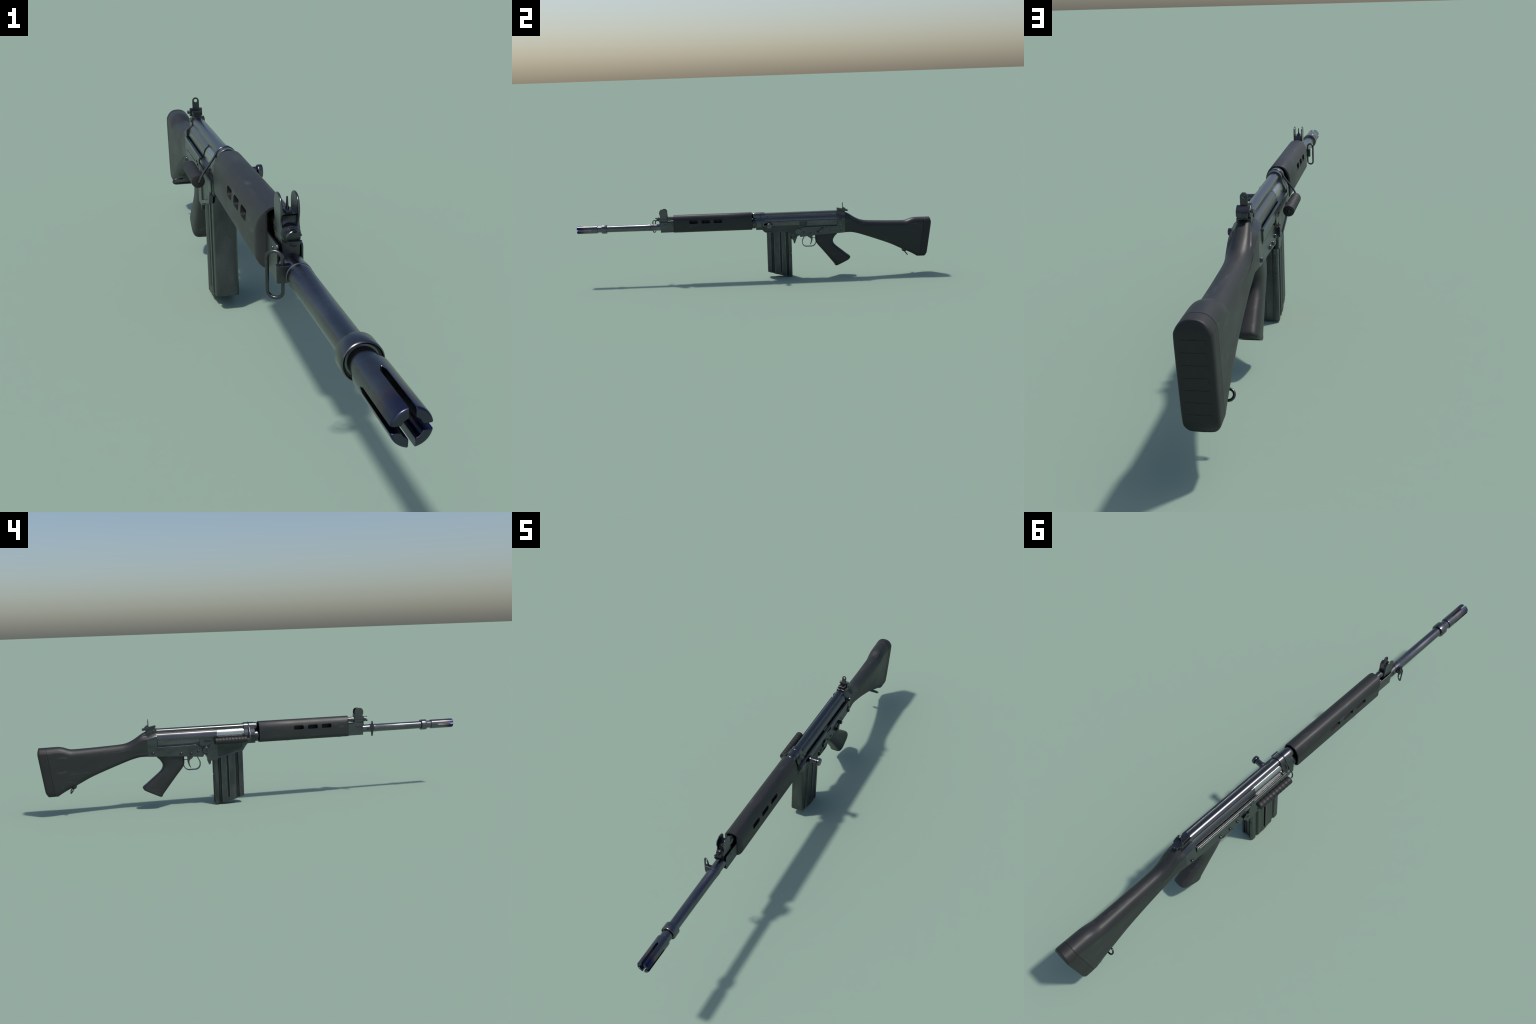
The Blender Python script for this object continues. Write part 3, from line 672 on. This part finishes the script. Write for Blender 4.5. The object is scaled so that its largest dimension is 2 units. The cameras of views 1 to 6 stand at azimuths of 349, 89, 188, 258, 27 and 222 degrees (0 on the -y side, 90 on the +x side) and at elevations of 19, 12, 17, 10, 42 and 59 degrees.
# neck: how far the narrow tang shape of the receiver still shows (1 at the joint, 0 further back)
neck_t = smooth_table([(0.500, 1.0), (0.515, 1.0), (0.530, 0.82), (0.550, 0.46), (0.572, 0.16), (0.595, 0.0), (0.70, 0.0), (1.02, 0.0)])
def stock_half(zt, zb, w, nk):
    h = zt - zb
    rt = min(0.030, h * .42)
    A = [(0, zt), (w * .30, zt - .0012), (w * .56, zt - .0050), (w * .77, zt - .0120), (w * .92, zt - .0210), (w * .985, zt - .0310), (w, zt - h * .36), (w, zt - h * .47), (w, zt - h * .58), (w, zt - h * .69),
         (w * .998, zt - h * .78), (w * .975, zb + min(.0190, h * .13)), (w * .90, zb + .0105), (w * .76, zb + .0045), (w * .55, zb + .0012), (0, zb)]
    zs = 0.3262
    Bq = [(0, zt), (0.0080, zt - .0008), (0.0130, zt - .0040), (0.0160, zt - .0110), (0.0168, 0.3395), (0.0240, 0.3330), (w - .0005, zs), (w, zs - .012), (w, zs - .026), (w, zs - .040), (w, zb + .020), (w, zb + .012), (w - .0004, zb + .006), (w - .003, zb + .0015), (w * .6, zb), (0, zb)]
    A, Bq = np.array(A), np.array(Bq)
    P = A * (1 - nk) + Bq * nk
    P = catmull(P, 3)
    P[:, 0] = np.maximum(P[:, 0], 0); P[0, 0] = 0; P[-1, 0] = 0
    return P
def stock_ring(y0, inset=0.0):
    k = interp(shear_t, y0)[0]
    def z_at(tab):
        z = 0.2
        for _ in range(12):
            z = interp(tab, y0 + k * (z - 0.2))[0]
        return z
    zt, zb = z_at(top_t) - inset, z_at(bot_t) + inset
    w = interp(wid_t, y0)[0] - inset; nk = min(1.0, max(0.0, interp(neck_t, y0)[0]))
    half = [(float(d), float(z)) for d, z in stock_half(zt, zb, w, nk)]
    return [(CX + d, y0 + k * (z - 0.2), z) for d, z in mirror(half)]
JOINT = 0.9485
ys = list(np.linspace(0.5128, 0.64, 30)) + list(np.linspace(0.648, 0.84, 24)) + list(np.linspace(0.846, JOINT - .0008, 24))
rings = [stock_ring(y) for y in ys] + [stock_ring(JOINT - .0003, 0.0006), stock_ring(JOINT, 0.0016)]
stock = loft("stock", rings, PLASTIC, sharp=50)
# rubber butt pad
pad_rings = [stock_ring(JOINT, 0.0016), stock_ring(JOINT + .0004, 0.0004), stock_ring(JOINT + .0012, 0.0)]
END = 0.9890
pad_rings += [stock_ring(y) for y in np.linspace(JOINT + .004, END - .012, 6)]
PAD_T, PAD_B = 0.3134, 0.0900
def pad_ring(y0, ins, pull):
    out = []
    for x, y, z in stock_ring(y0, ins):
        e = max(0, (z - (PAD_T - .034)) / .034) ** 2 + 1.25 * max(0, ((PAD_B + .030) - z) / .030) ** 2
        out.append((x, y - pull * e, z))
    return out
for f, ins, pull in ((-.010, 0.0001, .0006), (-.0060, 0.0007, .0030), (-.0030, 0.0017, .0058), (-.0010, 0.0030, .0085), (0.0, 0.0046, .0095), (0.0, 0.0075, .0095), (0.0, 0.011, .0095),
                     (0.0, 0.015, .0095), (0.0, 0.020, .0095), (0.0, 0.026, .0095)):
    pad_rings.append(pad_ring(END + f, ins, pull))
pad = loft("butt_pad", pad_rings, RUBBER, sharp=50)
for i in range(7):
    zc = 0.2735 - 0.0245 * i
    yc = END + 0.134 * (zc - .2)
    k = 0.134 * 0.0052
    prism_x("pad_ridge", [(yc - .003 - k, zc - .0052), (yc - .003 + k, zc + .0052), (yc + .0005 + k, zc + .0052), (yc + .0005 - k, zc - .0052)], CX - .0225, CX + .0225, RUBBER, pad, bevel=0.0004)
# rear sling swivel
sw = prism_x("rear_swivel_base", [(0.8370, 0.1400), (0.8400, 0.1240), (0.8470, 0.1185), (0.8600, 0.1180), (0.8660, 0.1230), (0.8640, 0.1300)], CX - 0.0085, CX + 0.0085, DARKM, stock, bevel=0.002)
d = Vector((0, 0.0129, -0.0160)).normalized()
mid = Vector((CX, 0.8605, 0.1120))
lp = []
for sx_, a0 in ((1, -90), (-1, 90)):
    for i in range(13):
        t = math.radians(a0 + 180 * i / 12)
        q = mid + Vector((sx_ * 0.0258 + 0.0108 * math.cos(t), 0, 0)) + d * (0.0108 * math.sin(t))
        lp.append(tuple(q))
wire("rear_sling_loop", lp, 0.0030, DARKM, sw, closed=True, smooth=0)

# ------------------------------------------------------------------ rear sight
base = prism_x("rear_sight", [(0.4670, 0.3440), (0.4670, 0.3700), (0.4720, 0.3718), (0.5155, 0.3610), (0.5155, 0.3390)], CX - 0.0165, CX + 0.0165, DARKM, bevel=0.0018)
slide = prism_x("sight_ramp", [(0.4700, 0.3760), (0.4695, 0.3840), (0.4720, 0.3846), (0.5310, 0.3728), (0.5312, 0.3640), (0.5290, 0.3630)], CX - 0.0118, CX + 0.0118, DARKM, base, bevel=0.0016)
prism_x("sight_ramp_neck", [(0.4740, 0.3680), (0.4740, 0.3770), (0.5160, 0.3690), (0.5160, 0.3600)], CX - 0.0098, CX + 0.0098, DARKM, base, bevel=0.0)
elev = prism_x("elevation_slide", [(0.5020, 0.3680), (0.5020, 0.3870), (0.5060, 0.3880), (0.5140, 0.3830), (0.5205, 0.3775), (0.5205, 0.3640)], CX - 0.0160, CX + 0.0160, DARKM, base, bevel=0.0016)
leaf = [(-0.0086, 0.376), (-0.0086, 0.4060)] + [(p, q) for p, q in reversed(arc((0, 0.4060), 0.0086, 10, 170, 11))] + [(0.0086, 0.4060), (0.0086, 0.376)]
lv = [(CX + dx, 0.5015, z) for dx, z in leaf] + [(CX + dx, 0.5047, z) for dx, z in leaf]
n = len(leaf)
lf = [tuple(range(n)), tuple(range(2 * n - 1, n - 1, -1))] + [(i, (i + 1) % n, n + (i + 1) % n, n + i) for i in range(n)]
aperture = add("aperture_leaf", lv, lf, DARKM, base)
cut(aperture, revolve("hole", [(-0.02, 0.0042), (0.02, 0.0042)], DARKM, (CX, 0.503, 0.4065), "y", 20))
aperture["_bevel"] = 0.0007; aperture["_seg"] = 2
revolve("elevation_button", [(-0.014, 0.0034), (-0.0180, 0.0034), (-0.0183, 0.0045), (-0.0212, 0.0045), (-0.0220, 0.003)], STEEL, (CX, 0.5110, 0.3762), "x", 18, base)
for s in (-1, 1):
    revolve("sight_screw", [(s * 0.014, 0.0056), (s * 0.0178, 0.0056), (s * 0.0186, 0.0044), (s * 0.0186, 0.002)], DARKM, (CX, 0.4805, 0.3605), "x", 18, base)
revolve("ramp_screw", [(0.5290, 0.0040), (0.5322, 0.0040), (0.5322, 0.0020), (0.5305, 0.0018)], DARKM, (CX, 0, 0.3682), "y", 16, base)

# ------------------------------------------------------------------ finish
for ob in list(root.children_recursive):
    finish(ob)
